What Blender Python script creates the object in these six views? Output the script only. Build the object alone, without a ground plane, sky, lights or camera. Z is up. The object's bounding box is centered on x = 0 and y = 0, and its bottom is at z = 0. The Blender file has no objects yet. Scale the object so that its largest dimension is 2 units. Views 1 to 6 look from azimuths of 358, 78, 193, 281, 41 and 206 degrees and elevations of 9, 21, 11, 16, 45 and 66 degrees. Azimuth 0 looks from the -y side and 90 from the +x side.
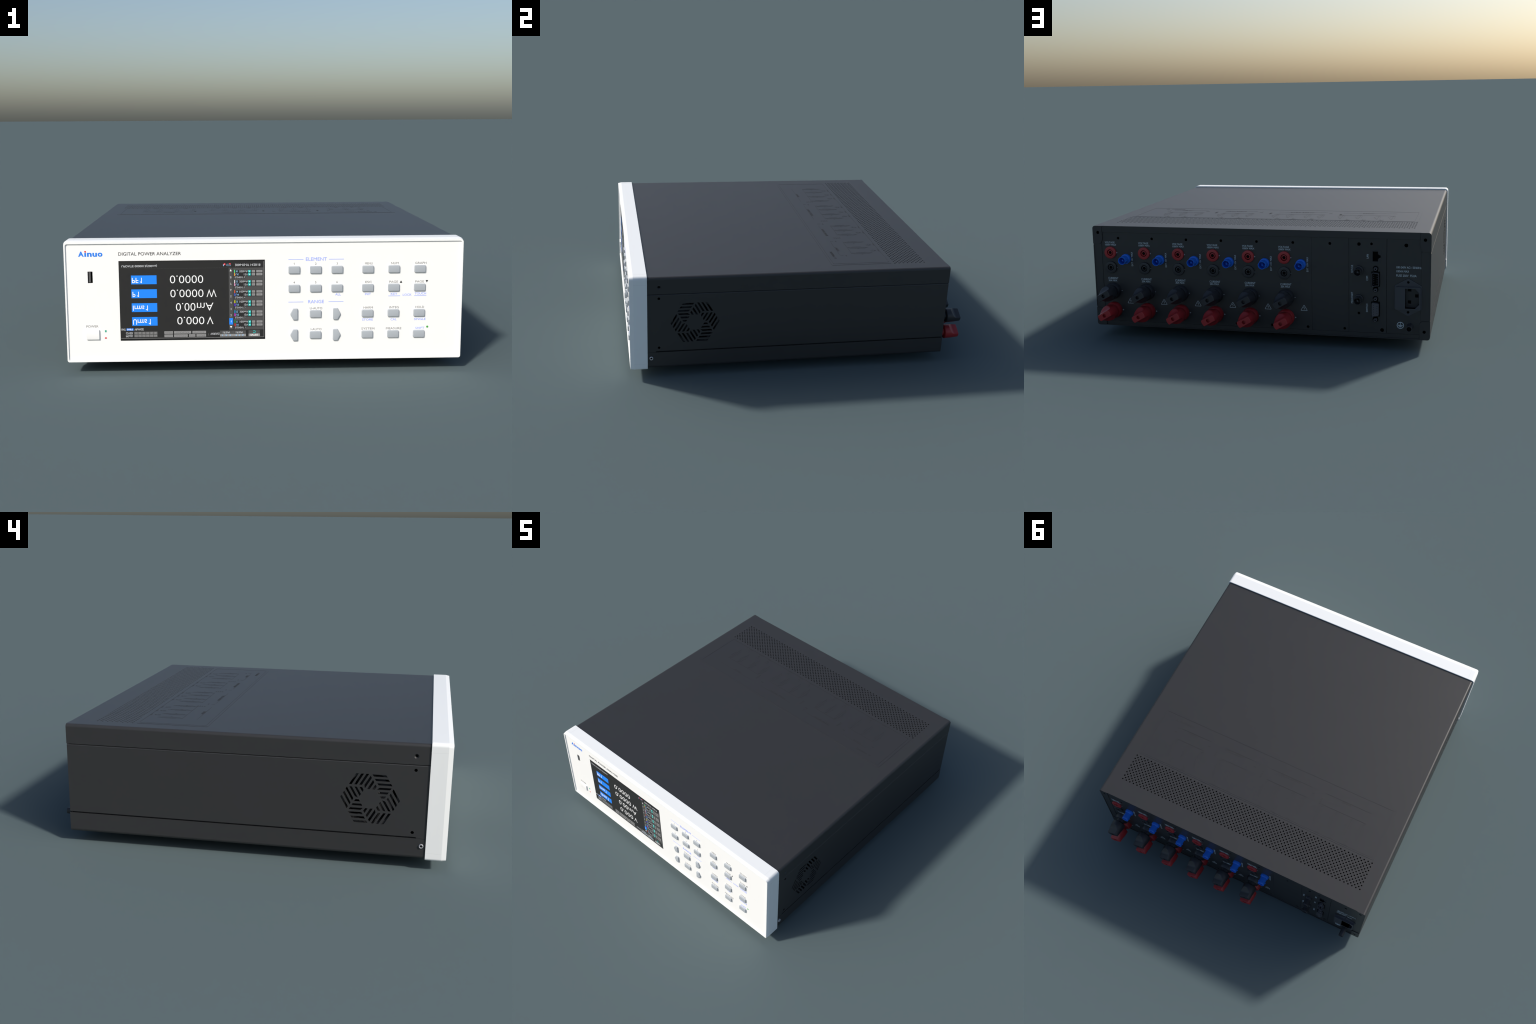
"""Bench power analyzer: white front bezel with screen and keys, dark sheet-metal
case with vents and fan grilles, rear panel with binding posts and connectors."""
import bpy, bmesh, math, random
from mathutils import Vector, Matrix

random.seed(7)
scene = bpy.context.scene
COL = scene.collection

# ------------------------------------------------------------------ sizes (m)
W = 0.9196            # half width of bezel
ZB, ZT = 0.0548, 0.6255
YF, YP = -0.9985, -0.901   # bezel front / back
FACE_Y = -0.992       # recessed front plate
BW = 0.9138            # half width of case
BZ0, BZ1 = 0.0610, 0.6180
YC = 0.8650            # rear end of case corners
YR = 0.8595            # rear panel plane
SEAM_HI, SEAM_LO = 0.5185, 0.160
PITCH = 0.1945        # channel spacing on the rear

# ------------------------------------------------------------------ materials
def material(name, rgb, rough=0.5, spec=0.5, metal=0.0, grain=0.0, grain_scale=400.0, vary=0.0, coat=0.0):
    m = bpy.data.materials.new(name)
    m.use_nodes = True
    nt = m.node_tree
    b = nt.nodes["Principled BSDF"]
    b.inputs["Base Color"].default_value = (*rgb, 1)
    b.inputs["Roughness"].default_value = rough
    b.inputs["Specular IOR Level"].default_value = spec
    b.inputs["Metallic"].default_value = metal
    b.inputs["Coat Weight"].default_value = coat
    if grain or vary:
        tc = nt.nodes.new("ShaderNodeTexCoord")
        nz = nt.nodes.new("ShaderNodeTexNoise")
        nz.inputs["Scale"].default_value = grain_scale
        nz.inputs["Detail"].default_value = 2.0
        nt.links.new(tc.outputs["Object"], nz.inputs["Vector"])
        if grain:
            bp = nt.nodes.new("ShaderNodeBump")
            bp.inputs["Strength"].default_value = grain
            bp.inputs["Distance"].default_value = 0.0004
            nt.links.new(nz.outputs["Fac"], bp.inputs["Height"])
            nt.links.new(bp.outputs["Normal"], b.inputs["Normal"])
        if vary:
            n2 = nt.nodes.new("ShaderNodeTexNoise")
            n2.inputs["Scale"].default_value = 6.0
            nt.links.new(tc.outputs["Object"], n2.inputs["Vector"])
            rp = nt.nodes.new("ShaderNodeValToRGB")
            rp.color_ramp.elements[0].color = (*[c * (1 - vary) for c in rgb], 1)
            rp.color_ramp.elements[1].color = (*[min(1, c * (1 + vary)) for c in rgb], 1)
            nt.links.new(n2.outputs["Fac"], rp.inputs["Fac"])
            nt.links.new(rp.outputs["Color"], b.inputs["Base Color"])
    return m

M = {
    "case": material("case_paint", (0.032, 0.032, 0.033), 0.42, 0.5, grain=0.10, vary=0.03),
    "bezel": material("bezel_plastic", (0.91, 0.925, 0.915), 0.45, 0.5),
    "bezel_joint": material("bezel_joint", (0.78, 0.795, 0.785), 0.5, 0.4),
    "face": material("face_plate", (0.93, 0.93, 0.915), 0.5, 0.5),
    "key": material("key_rubber", (0.42, 0.455, 0.49), 0.6, 0.3, vary=0.015),
    "glass": material("screen_border", (0.012, 0.012, 0.012), 0.35, 0.4),
    "lcd": material("screen_ground", (0.024, 0.024, 0.024), 0.4, 0.3),
    "lcd_mid": material("screen_grey_dark", (0.075, 0.075, 0.075), 0.4, 0.3),
    "lcd_grey": material("screen_grey", (0.29, 0.29, 0.29), 0.4, 0.3),
    "lcd_dim": material("screen_grey_dim", (0.17, 0.17, 0.17), 0.4, 0.3),
    "lcd_white": material("screen_white", (0.95, 0.95, 0.95), 0.4, 0.3),
    "lcd_pale": material("screen_pale", (0.6, 0.62, 0.65), 0.4, 0.3),
    "lcd_blue": material("screen_blue", (0.018, 0.25, 0.95), 0.4, 0.3),
    "lcd_light_blue": material("screen_light_blue", (0.3, 0.55, 0.85), 0.4, 0.3),
    "lcd_cyan": material("screen_cyan", (0.01, 0.62, 0.58), 0.4, 0.3),
    "lcd_red": material("screen_red", (0.75, 0.03, 0.05), 0.4, 0.3),
    "ink": material("ink_grey", (0.10, 0.10, 0.10), 0.6, 0.2),
    "ink_black": material("ink_black", (0.02, 0.02, 0.02), 0.6, 0.2),
    "ink_soft": material("ink_soft_grey", (0.25, 0.25, 0.245), 0.6, 0.2),
    "ink_blue": material("ink_blue", (0.30, 0.40, 1.0), 0.6, 0.2),
    "logo_blue": material("logo_blue", (0.02, 0.22, 0.85), 0.5, 0.3),
    "logo_red": material("logo_red", (0.72, 0.02, 0.02), 0.5, 0.3),
    "led_green": material("led_green", (0.05, 0.42, 0.27), 0.4, 0.4),
    "led_red": material("led_red", (0.72, 0.05, 0.05), 0.4, 0.4),
    "lamp_green": material("lamp_green", (0.08, 0.40, 0.07), 0.4, 0.4),
    "painted_shade": material("painted_cavity_shade", (0.004, 0.004, 0.004), 0.8, 0.1),  # near-black colour standing in for the shade inside openings
    "black": material("black_plastic", (0.027, 0.028, 0.032), 0.42, 0.5),
    "fan": material("fan_plastic", (0.03, 0.03, 0.032), 0.5, 0.4),
    "tongue": material("usb_tongue", (0.10, 0.10, 0.10), 0.5, 0.4),
    "red": material("red_plastic", (0.38, 0.022, 0.026), 0.42, 0.5),
    "red_dark": material("red_socket_core", (0.12, 0.006, 0.008), 0.5, 0.4),
    "blue": material("blue_plastic", (0.008, 0.155, 0.72), 0.4, 0.5),
    "steel": material("screw_steel", (0.60, 0.60, 0.62), 0.30, 0.5, metal=0.6),
    "grey_metal": material("connector_shell", (0.10, 0.10, 0.115), 0.45, 0.5, metal=0.4),
    "print": material("rear_print", (0.60, 0.68, 0.72), 0.6, 0.3),
    "label": material("label_sheet", (0.031, 0.031, 0.0325), 0.42, 0.5),
    "label_ink": material("label_ink", (0.0325, 0.0325, 0.0335), 0.56, 0.40),
    "inlet": material("inlet_plastic", (0.050, 0.053, 0.064), 0.42, 0.5),
    "seam": material("painted_seam_shade", (0.010, 0.010, 0.011), 0.6, 0.2),  # darker than the case to imitate shade in the lower side groove
    "rubber": material("foot_rubber", (0.015, 0.015, 0.015), 0.8, 0.2),
}

# ------------------------------------------------------------------ object helpers
def new_object(name, mesh, parent=None, loc=(0, 0, 0)):
    o = bpy.data.objects.new(name, mesh)
    COL.objects.link(o)
    o.location = loc
    if parent is not None:
        o.parent = parent
    return o

def empty(name, parent=None, loc=(0, 0, 0)):
    o = bpy.data.objects.new(name, None)
    COL.objects.link(o)
    o.location = loc
    if parent is not None:
        o.parent = parent
    return o

class Build:
    """Collects pieces with their materials and becomes one mesh."""
    def __init__(self):
        self.bm = bmesh.new()
        self.mats = []

    def slot(self, key):
        if key not in self.mats:
            self.mats.append(key)
        return self.mats.index(key)

    def loft(self, loops, key, cap=(True, True), closed=True):
        bm, mi = self.bm, self.slot(key)
        rings = [[bm.verts.new(p) for p in lp] for lp in loops]
        faces = []
        n = len(rings[0])
        for a, b in zip(rings, rings[1:]):
            for i in range(n if closed else n - 1):
                j = (i + 1) % n
                faces.append(bm.faces.new((a[i], a[j], b[j], b[i])))
        if cap[0]:
            faces.append(bm.faces.new(list(reversed(rings[0]))))
        if cap[1]:
            faces.append(bm.faces.new(rings[-1]))
        for f in faces:
            f.material_index = mi
        bmesh.ops.recalc_face_normals(bm, faces=faces)
        return faces

    def box(self, lo, hi, key):
        x0, y0, z0 = lo
        x1, y1, z1 = hi
        self.loft([[(x0, y0, z), (x1, y0, z), (x1, y1, z), (x0, y1, z)] for z in (z0, z1)], key)

    def add_mesh(self, me, key, mtx=None, flip=False):
        mi = self.slot(key)
        n0 = len(self.bm.faces)
        v0 = len(self.bm.verts)
        self.bm.from_mesh(me)
        self.bm.verts.ensure_lookup_table()
        self.bm.faces.ensure_lookup_table()
        if mtx is not None:
            bmesh.ops.transform(self.bm, matrix=mtx, verts=self.bm.verts[v0:])
        fs = self.bm.faces[n0:]
        for f in fs:
            f.material_index = mi
        if flip:
            bmesh.ops.reverse_faces(self.bm, faces=list(fs))

    def finish(self, name, parent=None, loc=(0, 0, 0), angle=35):
        me = bpy.data.meshes.new(name)
        self.bm.normal_update()
        self.bm.to_mesh(me)
        self.bm.free()
        for k in self.mats:
            me.materials.append(M[k])
        if angle:
            me.shade_smooth()
            me.set_sharp_from_angle(angle=math.radians(angle))
        return new_object(name, me, parent, loc)

# ------------------------------------------------------------------ 2D shapes
def circle(cx, cy, r, n=20, start=0.0):
    return [(cx + r * math.cos(start + 2 * math.pi * i / n), cy + r * math.sin(start + 2 * math.pi * i / n)) for i in range(n)]

def rounded(points, radii, seg=5):
    """Polygon with each corner replaced by an arc (points counter-clockwise)."""
    out, n = [], len(points)
    if not isinstance(radii, (list, tuple)):
        radii = [radii] * n
    for i, r in enumerate(radii):
        p = Vector(points[i]); a = Vector(points[i - 1]); b = Vector(points[(i + 1) % n])
        u, v = (a - p).normalized(), (b - p).normalized()
        ang = u.angle(v)
        t = r / math.tan(ang / 2)
        c = p + (u + v).normalized() * (r / math.sin(ang / 2))
        s, e = p + u * t - c, p + v * t - c
        a0 = math.atan2(s.y, s.x)
        d = (math.atan2(e.y, e.x) - a0 + math.pi) % (2 * math.pi) - math.pi
        for k in range(seg + 1):
            th = a0 + d * k / seg
            out.append((c.x + r * math.cos(th), c.y + r * math.sin(th)))
    return out

def rect(x0, x1, y0, y1, r=0.0, seg=5):
    pts = [(x0, y0), (x1, y0), (x1, y1), (x0, y1)]
    return rounded(pts, r, seg) if r else pts

def inset(loop, d):
    """Move every edge of a counter-clockwise loop inwards by d."""
    n, out = len(loop), []
    for i in range(n):
        p, a, b = Vector(loop[i]), Vector(loop[i - 1]), Vector(loop[(i + 1) % n])
        e1, e2 = (p - a).normalized(), (b - p).normalized()
        n1, n2 = Vector((-e1.y, e1.x)), Vector((-e2.y, e2.x))
        m = (n1 + n2).normalized()
        out.append(tuple(p + m * (d / max(0.5, m.dot(n1)))))
    return out

# faces of the case: (a, b, out) -> world
def front(a, b, out=0.0, base=FACE_Y): return (a, base - out, b)
def rear(a, b, out=0.0): return (a, YR + out, b)
def top(a, b, out=0.0): return (a, b, BZ1 + out)
def side(sign):
    return lambda a, b, out=0.0: (sign * (BW + out), a, b)

def plate_mesh(outer, holes, thickness):
    """Flat sheet with real holes, filled from 2D curves; front at z=0."""
    cu = bpy.data.curves.new("sheet_outline", "CURVE")
    cu.dimensions = "2D"
    cu.fill_mode = "BOTH"
    cu.extrude = thickness / 2
    for lp in [outer] + holes:
        sp = cu.splines.new("POLY")
        sp.points.add(len(lp) - 1)
        for q, (x, y) in zip(sp.points, lp):
            q.co = (x, y, 0, 1)
        sp.use_cyclic_u = True
    ob = bpy.data.objects.new("sheet_outline", cu)
    COL.objects.link(ob)
    dg = bpy.context.evaluated_depsgraph_get()
    me = bpy.data.meshes.new_from_object(ob.evaluated_get(dg))
    bpy.data.objects.remove(ob)
    bpy.data.curves.remove(cu)
    me.transform(Matrix.Translation((0, 0, -thickness / 2)))
    return me

def plate(build, outer, holes, thickness, key, place, out=0.0):
    """place maps (a, b, out) to the world; orientation is fixed up afterwards."""
    me = plate_mesh(outer, holes, thickness)
    o = Vector(place(0, 0, out)); a = Vector(place(1, 0, out)) - o
    b = Vector(place(0, 1, out)) - o; c = Vector(place(0, 0, out + 1)) - o
    mtx = Matrix(((a.x, b.x, c.x, o.x), (a.y, b.y, c.y, o.y), (a.z, b.z, c.z, o.z), (0, 0, 0, 1)))
    build.add_mesh(me, key, mtx, flip=mtx.to_3x3().determinant() < 0)
    bpy.data.meshes.remove(me)

def raised(build, loop, place, o0, o1, key, round_edge=0.001, draft=0.0):
    """Pad standing on a face: straight (or drafted) wall, rounded top edge."""
    r = round_edge
    lv = [(0.0, o0), (draft, o1 - r)]
    for k in range(1, 4):
        t = k / 3 * math.pi / 2
        lv.append((draft + r * (1 - math.cos(t)), o1 - r + r * math.sin(t)))
    build.loft([[place(x, y, h) for x, y in inset(loop, d)] for d, h in lv], key)

def bar(build, x0, x1, y0, y1, place, o0, o1, key):
    build.loft([[place(x, y, o) for x, y in ((x0, y0), (x1, y0), (x1, y1), (x0, y1))] for o in (o0, o1)], key)

def turned(build, profile, centre, place, key, n=32, cap=(True, True)):
    """Lathe: profile of (radius, out) around an axis normal to the face."""
    build.loft([[place(centre[0] + r * math.cos(2 * math.pi * i / n), centre[1] + r * math.sin(2 * math.pi * i / n), o)
                 for i in range(n)] for r, o in profile], key, cap)

def line(build, p, q, w, place, o0, o1, key):
    """Thin strip of width w between two points on a face."""
    p, q = Vector(p), Vector(q)
    d = (q - p).normalized() * w / 2
    s = Vector((-d.y, d.x))
    pts = [p - d * 0 - s, q - s, q + s, p + s]
    build.loft([[place(v.x, v.y, o) for v in pts] for o in (o0, o1)], key)

# ------------------------------------------------------------------ lettering
_glyphs = {}
def glyph_mesh(s, bold):
    k = (s, bold)
    if k not in _glyphs:
        cu = bpy.data.curves.new("lettering", "FONT")
        cu.body = s
        cu.resolution_u = 3
        cu.offset = bold
        cu.extrude = 0.5
        ob = bpy.data.objects.new("lettering", cu)
        COL.objects.link(ob)
        dg = bpy.context.evaluated_depsgraph_get()
        me = bpy.data.meshes.new_from_object(ob.evaluated_get(dg))
        bpy.data.objects.remove(ob)
        bpy.data.curves.remove(cu)
        xs = [v.co.x for v in me.vertices]; ys = [v.co.y for v in me.vertices]
        _glyphs[k] = (me, min(xs), max(xs), min(ys), max(ys))
    return _glyphs[k]

def write(build, s, origin, right, up, w, h, key, bold=0.0, thick=0.0005, lift=0.0, centre=False):
    """Fit string s in a box: origin = lower left corner as read, right/up unit vectors."""
    me, x0, x1, y0, y1 = glyph_mesh(s, bold)
    R, U = Vector(right), Vector(up)
    N = R.cross(U)
    sy = h / (y1 - y0)
    sx = w / (x1 - x0) if w else sy
    O = Vector(origin)
    if centre:
        O = O - R * (sx * (x1 - x0) / 2)
    return me, O, R, U, N, sx, sy, x0, y0

def letters(build, s, origin, right, up, w, h, key, normal, bold=0.0, thick=0.0005, lift=0.0002, centre=False):
    me, O, R, U, N, sx, sy, x0, y0 = write(build, s, origin, right, up, w, h, key, bold, thick, lift, centre)
    Nn = Vector(normal)
    O = O - R * (sx * x0) - U * (sy * y0) + Nn * (lift + thick / 2)
    a, b, c = R * sx, U * sy, Nn * thick
    mtx = Matrix(((a.x, b.x, c.x, O.x), (a.y, b.y, c.y, O.y), (a.z, b.z, c.z, O.z), (0, 0, 0, 1)))
    build.add_mesh(me, key, mtx, flip=mtx.to_3x3().determinant() < 0)

def figure_one(build, x0, x1, z0, z1, key, place, o0, o1, flip=False):
    """Numeral one: stem with a slanted flag (mirrored top to bottom when flip)."""
    h, w, t = z1 - z0, x1 - x0, (z1 - z0) * .125
    m = (lambda z: z0 + z1 - z) if flip else (lambda z: z)
    za, zb = sorted((m(z0), m(z1)))
    bar(build, x1 - t, x1, za, zb, place, o0, o1, key)
    line(build, (x1 - t * .5, m(z1 - t * .35)), (x0, m(z1 - h * .26)), t * .95, place, o0, o1 - .00005, key)

def front_text(build, s, x0, x1, z0, z1, key, bold=0.0, y=FACE_Y, centre=False):
    letters(build, s, (x0, y, z0), (1, 0, 0), (0, 0, 1), None if x1 is None else x1 - x0, z1 - z0, key, (0, -1, 0), bold, centre=centre)

def rear_text(build, s, x_left, x_right, z0, z1, key="print", bold=0.0, y=YR):
    letters(build, s, (x_left, y, z0), (-1, 0, 0), (0, 0, 1), None if x_right is None else x_left - x_right, z1 - z0, key, (0, 1, 0), bold)

def rear_text_up(build, s, x_base, x_top, z0, z1, key="print", bold=0.0, y=YR):
    """Reads upwards: letters' baseline on the right as seen from behind."""
    letters(build, s, (x_base, y, z0), (0, 0, 1), (1, 0, 0), z1 - z0, abs(x_top - x_base), key, (0, 1, 0), bold)

# ================================================================== THE THING
root = empty("power_analyzer")
root["label"] = "dark rack instrument with white front, screen, keys and rear binding posts"
root["category"] = "power analyzer"

# ------------------------------------------------------------------ bezel
def bezel_loop(d):
    """Outline of the bezel, moved inwards by d (more at the top, less at the bottom)."""
    rt, rb = max(0.020 - d, 0.008), max(0.0135 - d, 0.008)
    x, z0, z1 = W - d, ZB + d * .95, ZT - d * 1.35
    return rounded([(-x, z0), (x, z0), (x, z1), (-x, z1)], [rb, rb, rt, rt], 24)

b = Build()
sections = [(0.0, YP), (0.0, YF + 0.022), (0.0038, YF), (0.0106, YF), (0.0106, FACE_Y + 0.002)]
b.loft([[(x, y, z) for x, z in bezel_loop(d)] for d, y in sections], "bezel", cap=(False, False))
# back rim and inner wall
b.loft([[(x, y, z) for x, z in bezel_loop(d)] for d, y in ((0.0, YP), (0.006, YP), (0.006, FACE_Y + 0.004))], "bezel", cap=(False, False))
# hairline joints of the corner mouldings
for sg in (1, -1):
    for z in (.5800, .0930):
        bar(b, YP + .001, YF + .0225, z - .0005, z + .0005, lambda y, z, o, sg=sg: (sg * (W + o), y, z), -.001, .0002, "bezel_joint")
    bar(b, YP + .001, YF + .0225, sg * .8740 - .0005, sg * .8740 + .0005, lambda y, x, o: (x, y, ZT + o), -.001, .0002, "bezel_joint")
bezel = b.finish("front_bezel", root, angle=6)

# front plate with the port slot
USB = (-0.811, -0.7886, 0.4296, 0.4833)
b = Build()
plate(b, bezel_loop(0.0102), [rect(*USB)], 0.004, "face", front)
face = b.finish("front_plate", root, angle=0)

b = Build()
x0, x1, z0, z1 = USB
d = 0.02
b.box((x0 - .002, FACE_Y + d, z0 - .002), (x1 + .002, FACE_Y + d + .002, z1 + .002), "painted_shade")
for lo, hi in (((x0 - .002, z0), (x0, z1)), ((x1, z0), (x1 + .002, z1)), ((x0, z0 - .002), (x1, z0)), ((x0, z1), (x1, z1 + .002))):
    b.box((lo[0], FACE_Y + .004, lo[1]), (hi[0], FACE_Y + d, hi[1]), "painted_shade")
b.box((x0 + .0045, FACE_Y + .001, z0 + .004), (x0 + .0135, FACE_Y + d, z1 - .002), "tongue")
b.finish("usb_port", face, angle=0)

# ------------------------------------------------------------------ keys
KEY_W, KEY_H, KEY_OUT = 0.0535, 0.0350, -(-1.0 - FACE_Y)
def key_mesh(loop):
    b = Build()
    raised(b, loop, front, -0.001, KEY_OUT, "key", 0.0022, 0.0006)
    return b

def key_loop():
    return rounded([(0, -KEY_H), (KEY_W, -KEY_H), (KEY_W, 0), (0, 0)], 0.0055, 5)

COLS_A = (0.1083, 0.2077, 0.3067)
COLS_B = (0.4495, 0.5703, 0.6910)
ROWS = (0.4994, 0.4126, 0.2920, 0.1920)
spots = [(x, z) for z in ROWS[:2] for x in COLS_A] + [(COLS_A[1], ROWS[2]), (COLS_A[1], ROWS[3])] + [(x, z) for z in ROWS for x in COLS_B]
first = None
for x, z in spots:
    if first is None:
        first = key_mesh(key_loop()).finish("key", face, (x, 0, z), angle=40)
    else:
        k = first.copy()
        COL.objects.link(k)
        k.location = (x, 0, z)

# arrow keys: flat back, blunt point
AW, AH = 0.0345, 0.0545
def arrow_loop(sign):
    pts = [(AW, -AH), (AW, 0), (0.0125, 0), (0, -0.0235), (0, -0.031), (0.0125, -AH)]
    if sign > 0:
        pts = [(AW - x, z) for x, z in pts]
    else:
        pts = pts
    area = sum(pts[i - 1][0] * pts[i][1] - pts[i][0] * pts[i - 1][1] for i in range(len(pts)))
    if area < 0:
        pts = pts[::-1]
    return rounded(pts, [0.005 if abs(p[0] - (0 if sign > 0 else AW)) < 1e-6 else 0.004 for p in pts], 4)

for sign, x in ((-1, 0.1179), (1, 0.3159)):
    a = None
    for z in (0.3008, 0.2015):
        if a is None:
            a = key_mesh(arrow_loop(sign)).finish("arrow_key", face, (x, 0, z), angle=40)
        else:
            k = a.copy()
            COL.objects.link(k)
            k.location = (x, 0, z)

b = Build()
raised(b, rounded([(-.8256, .1655), (-.7655, .1655), (-.7655, .2103), (-.8256, .2103)], 0.002, 3), front, -.001, .0080, "face", 0.0008)
b.finish("power_button", face, angle=40)
b = Build()
bar(b, -.7405, -.733, .1988, .208, front, -.001, .0012, "led_green")
b.finish("indicator_light", face, angle=0)
b = Build()
b.loft([[front(x, z, o) for x, z in ((-.7421, .1682), (-.7323, .1682), (-.7335, .1741), (-.741, .1741))] for o in (-.001, .0012)], "led_red")
b.finish("indicator_light", face, angle=0)
b = Build()
turned(b, [(.0050, -.001), (.0050, .001), (.003, .0018)], (.758, .2065), front, "lamp_green", 16)
b.finish("indicator_light", face)

# ------------------------------------------------------------------ front lettering
def front_label(name, s, x0, x1, z0, z1, key, bold=0.0, centre=False):
    b = Build()
    front_text(b, s, x0, x1, z0, z1, key, bold, centre=centre)
    return b.finish(name, face, angle=0)

# maker's mark: letters fitted one by one, dot of the i in red
b = Build()
for s, x0, x1, z1 in (("A", -.8510, -.8255, .5765), ("\u0131", -.8225, -.8150, .5700), ("n", -.8105, -.7895, .5705), ("u", -.7860, -.7655, .5700), ("o", -.7625, -.7405, .5707)):
    z0 = .5519 if s in "uo" else .5522
    if s == "\u0131":
        bar(b, x0, x1, z0, z1, front, .0002, .0007, "logo_blue")
    else:
        front_text(b, s, x0, x1, z0, z1, "logo_blue", 0.035)
turned(b, [(.0040, .0002), (.0040, .0007)], (-.8186, .5752), front, "logo_red", 16)
b.finish("maker_mark", face, angle=0)
front_label("title_lettering", "DIGITAL POWER ANALYZER", -.669, -.3834, .5558, .5710, "ink_black")
front_label("power_label", "POWER", -.8253, -.7696, .2208, .2317, "ink_soft")

CAP = 0.0103
for i, x in enumerate((COLS_A * 2)):
    zb = (.5043, .4175)[i // 3]
    if i == 0:
        b = Build()
        figure_one(b, x + .0245, x + .0287, zb, zb + CAP, "ink_soft", front, .0002, .0007)
        b.finish("key_label", face, angle=0)
    else:
        front_label("key_label", str(i + 1), x + .0270, None, zb, zb + CAP, "ink_soft", centre=True)
for s, c, wd, r in (("MENU", 0, .0354, 0), ("NUM", 1, .0345, 0), ("GRAPH", 2, .0529, 0), ("ESC", 0, .0300, 1), ("HARM", 0, .0436, 2), ("INTEG", 1, .0445, 2),
                    ("HOLD", 2, .0405, 2), ("SYSTEM", 0, .0608, 3), ("MEASURE", 1, .0722, 3)):
    zb = (.5033, .4162, .2955, .1953)[r]
    xc = (.4798, .6005, .7210)[c]
    front_label("key_label", s, xc - wd / 2, xc + wd / 2, zb, zb + CAP, "ink_soft")
front_label("key_label", "PAGE", .5765, .6170, .4160, .4264, "ink_soft")
front_label("key_label", "PAGE", .6970, .7375, .4160, .4264, "ink_soft")
front_label("key_label", "U-AUTO", .2083, .2658, .2950, .3053, "ink_soft")
front_label("key_label", "I-AUTO", .2130, .2630, .1955, .2058, "ink_soft")
for s, x0, x1, z0 in (("ALL", .3261, .3520, .3597), ("INIT", .4641, .4912, .3597), ("KEY", .5843, .6143, .3590), ("LOCK", .6403, .6811, .3543), ("TOUCH", .6956, .7488, .3598),
                      ("STORE", .4522, .5027, .2385), ("CAL", .5855, .6133, .2385), ("SINGLE", .6951, .7496, .2383), ("SHIFT", .7023, .7439, .1955)):
    front_label("shift_label", s, x0, x1, z0, z0 + CAP, "ink_blue")
front_label("group_label", "ELEMENT", .1889, .2861, .5235, .5392, "ink_blue")
front_label("group_label", "RANGE", .2004, .2735, .3240, .3395, "ink_blue")
b = Build()
for x0, x1, z in ((.1086, .1777, .5301), (.2956, .3643, .5300), (.1087, .1778, .3307), (.2949, .3642, .3308), (.5726, .6280, .3546), (.6936, .7502, .3544)):
    bar(b, x0, x1, z - .0010, z + .0010, front, .0002, .0006, "ink_blue")
b.finish("group_rule", face, angle=0)
b = Build()
for pts in (((.6249, .4158), (.6368, .4158), (.63085, .4270)), ((.7452, .4275), (.7571, .4275), (.75115, .4163))):
    b.loft([[front(x, z, o) for x, z in pts] for o in (.0002, .0006)], "ink_black")
b.finish("page_arrow", face, angle=0)

# ------------------------------------------------------------------ screen (picture is upside down on the original)
SX0, SX1, SZ0, SZ1 = -.669, .0003, .157, .531
b = Build()
raised(b, rect(SX0, SX1, SZ0, SZ1, .0008, 2), front, -.001, .0008, "glass", .0003)
screen = b.finish("screen", root, angle=40)
L0, L1, L2, L3 = .0008, .0010, .0012, .0014        # layers above the plate
b = Build()
bar(b, -.6670, -.0055, .1672, .5238, front, L0 - .0004, L1, "lcd")
b.finish("display_ground", screen, angle=0)

b = Build()
def block(x0, x1, z0, z1, key, lo=L1, hi=L2):
    bar(b, x0, x1, z0, z1, front, lo - .0004, hi, key)
def flipped(s, x0, x1, z0, z1, key, bold=0.0, lift=L3, centre=False):
    """Lettering mirrored top to bottom, as the original shows its picture."""
    letters(b, s, (x0, FACE_Y, z1), (1, 0, 0), (0, 0, -1), None if x1 is None else x1 - x0, z1 - z0, key, (0, -1, 0), bold, .0003, lift - .0002, centre)

block(-.0060, -.0048, .1672, .5238, "lcd_grey")
block(-.6665, -.0055, .1664, .1678, "lcd_grey")
block(-.6640, -.0100, .4945, .4950, "lcd_mid")
block(-.1660, -.1480, .2045, .4944, "lcd_mid", hi=L1 + .0001)
block(-.1455, -.0058, .2035, .4944, "lcd_mid")
for k in range(6):                       # element boxes, 6 at the top
    zt = .4844 - k * .0475
    block(-.1425, -.0095, zt - .0290, zt, "lcd", L2, L2 + .0001)
    block(-.1425, -.0900, zt - .0395, zt - .0290, "lcd", L2, L2 + .0001)
b.finish("screen_panel", screen, angle=0)

b = Build()
for zt in (.4631, .3984, .3333, .2680):
    block(-.6138, -.4970, zt - .0410, zt, "lcd_blue")
block(-.1655, -.1484, .2278, .2580, "lcd_blue")
block(-.6408, -.6083, .2046, .2150, "lcd_blue")
b.finish("screen_tab", screen, angle=0)

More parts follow.
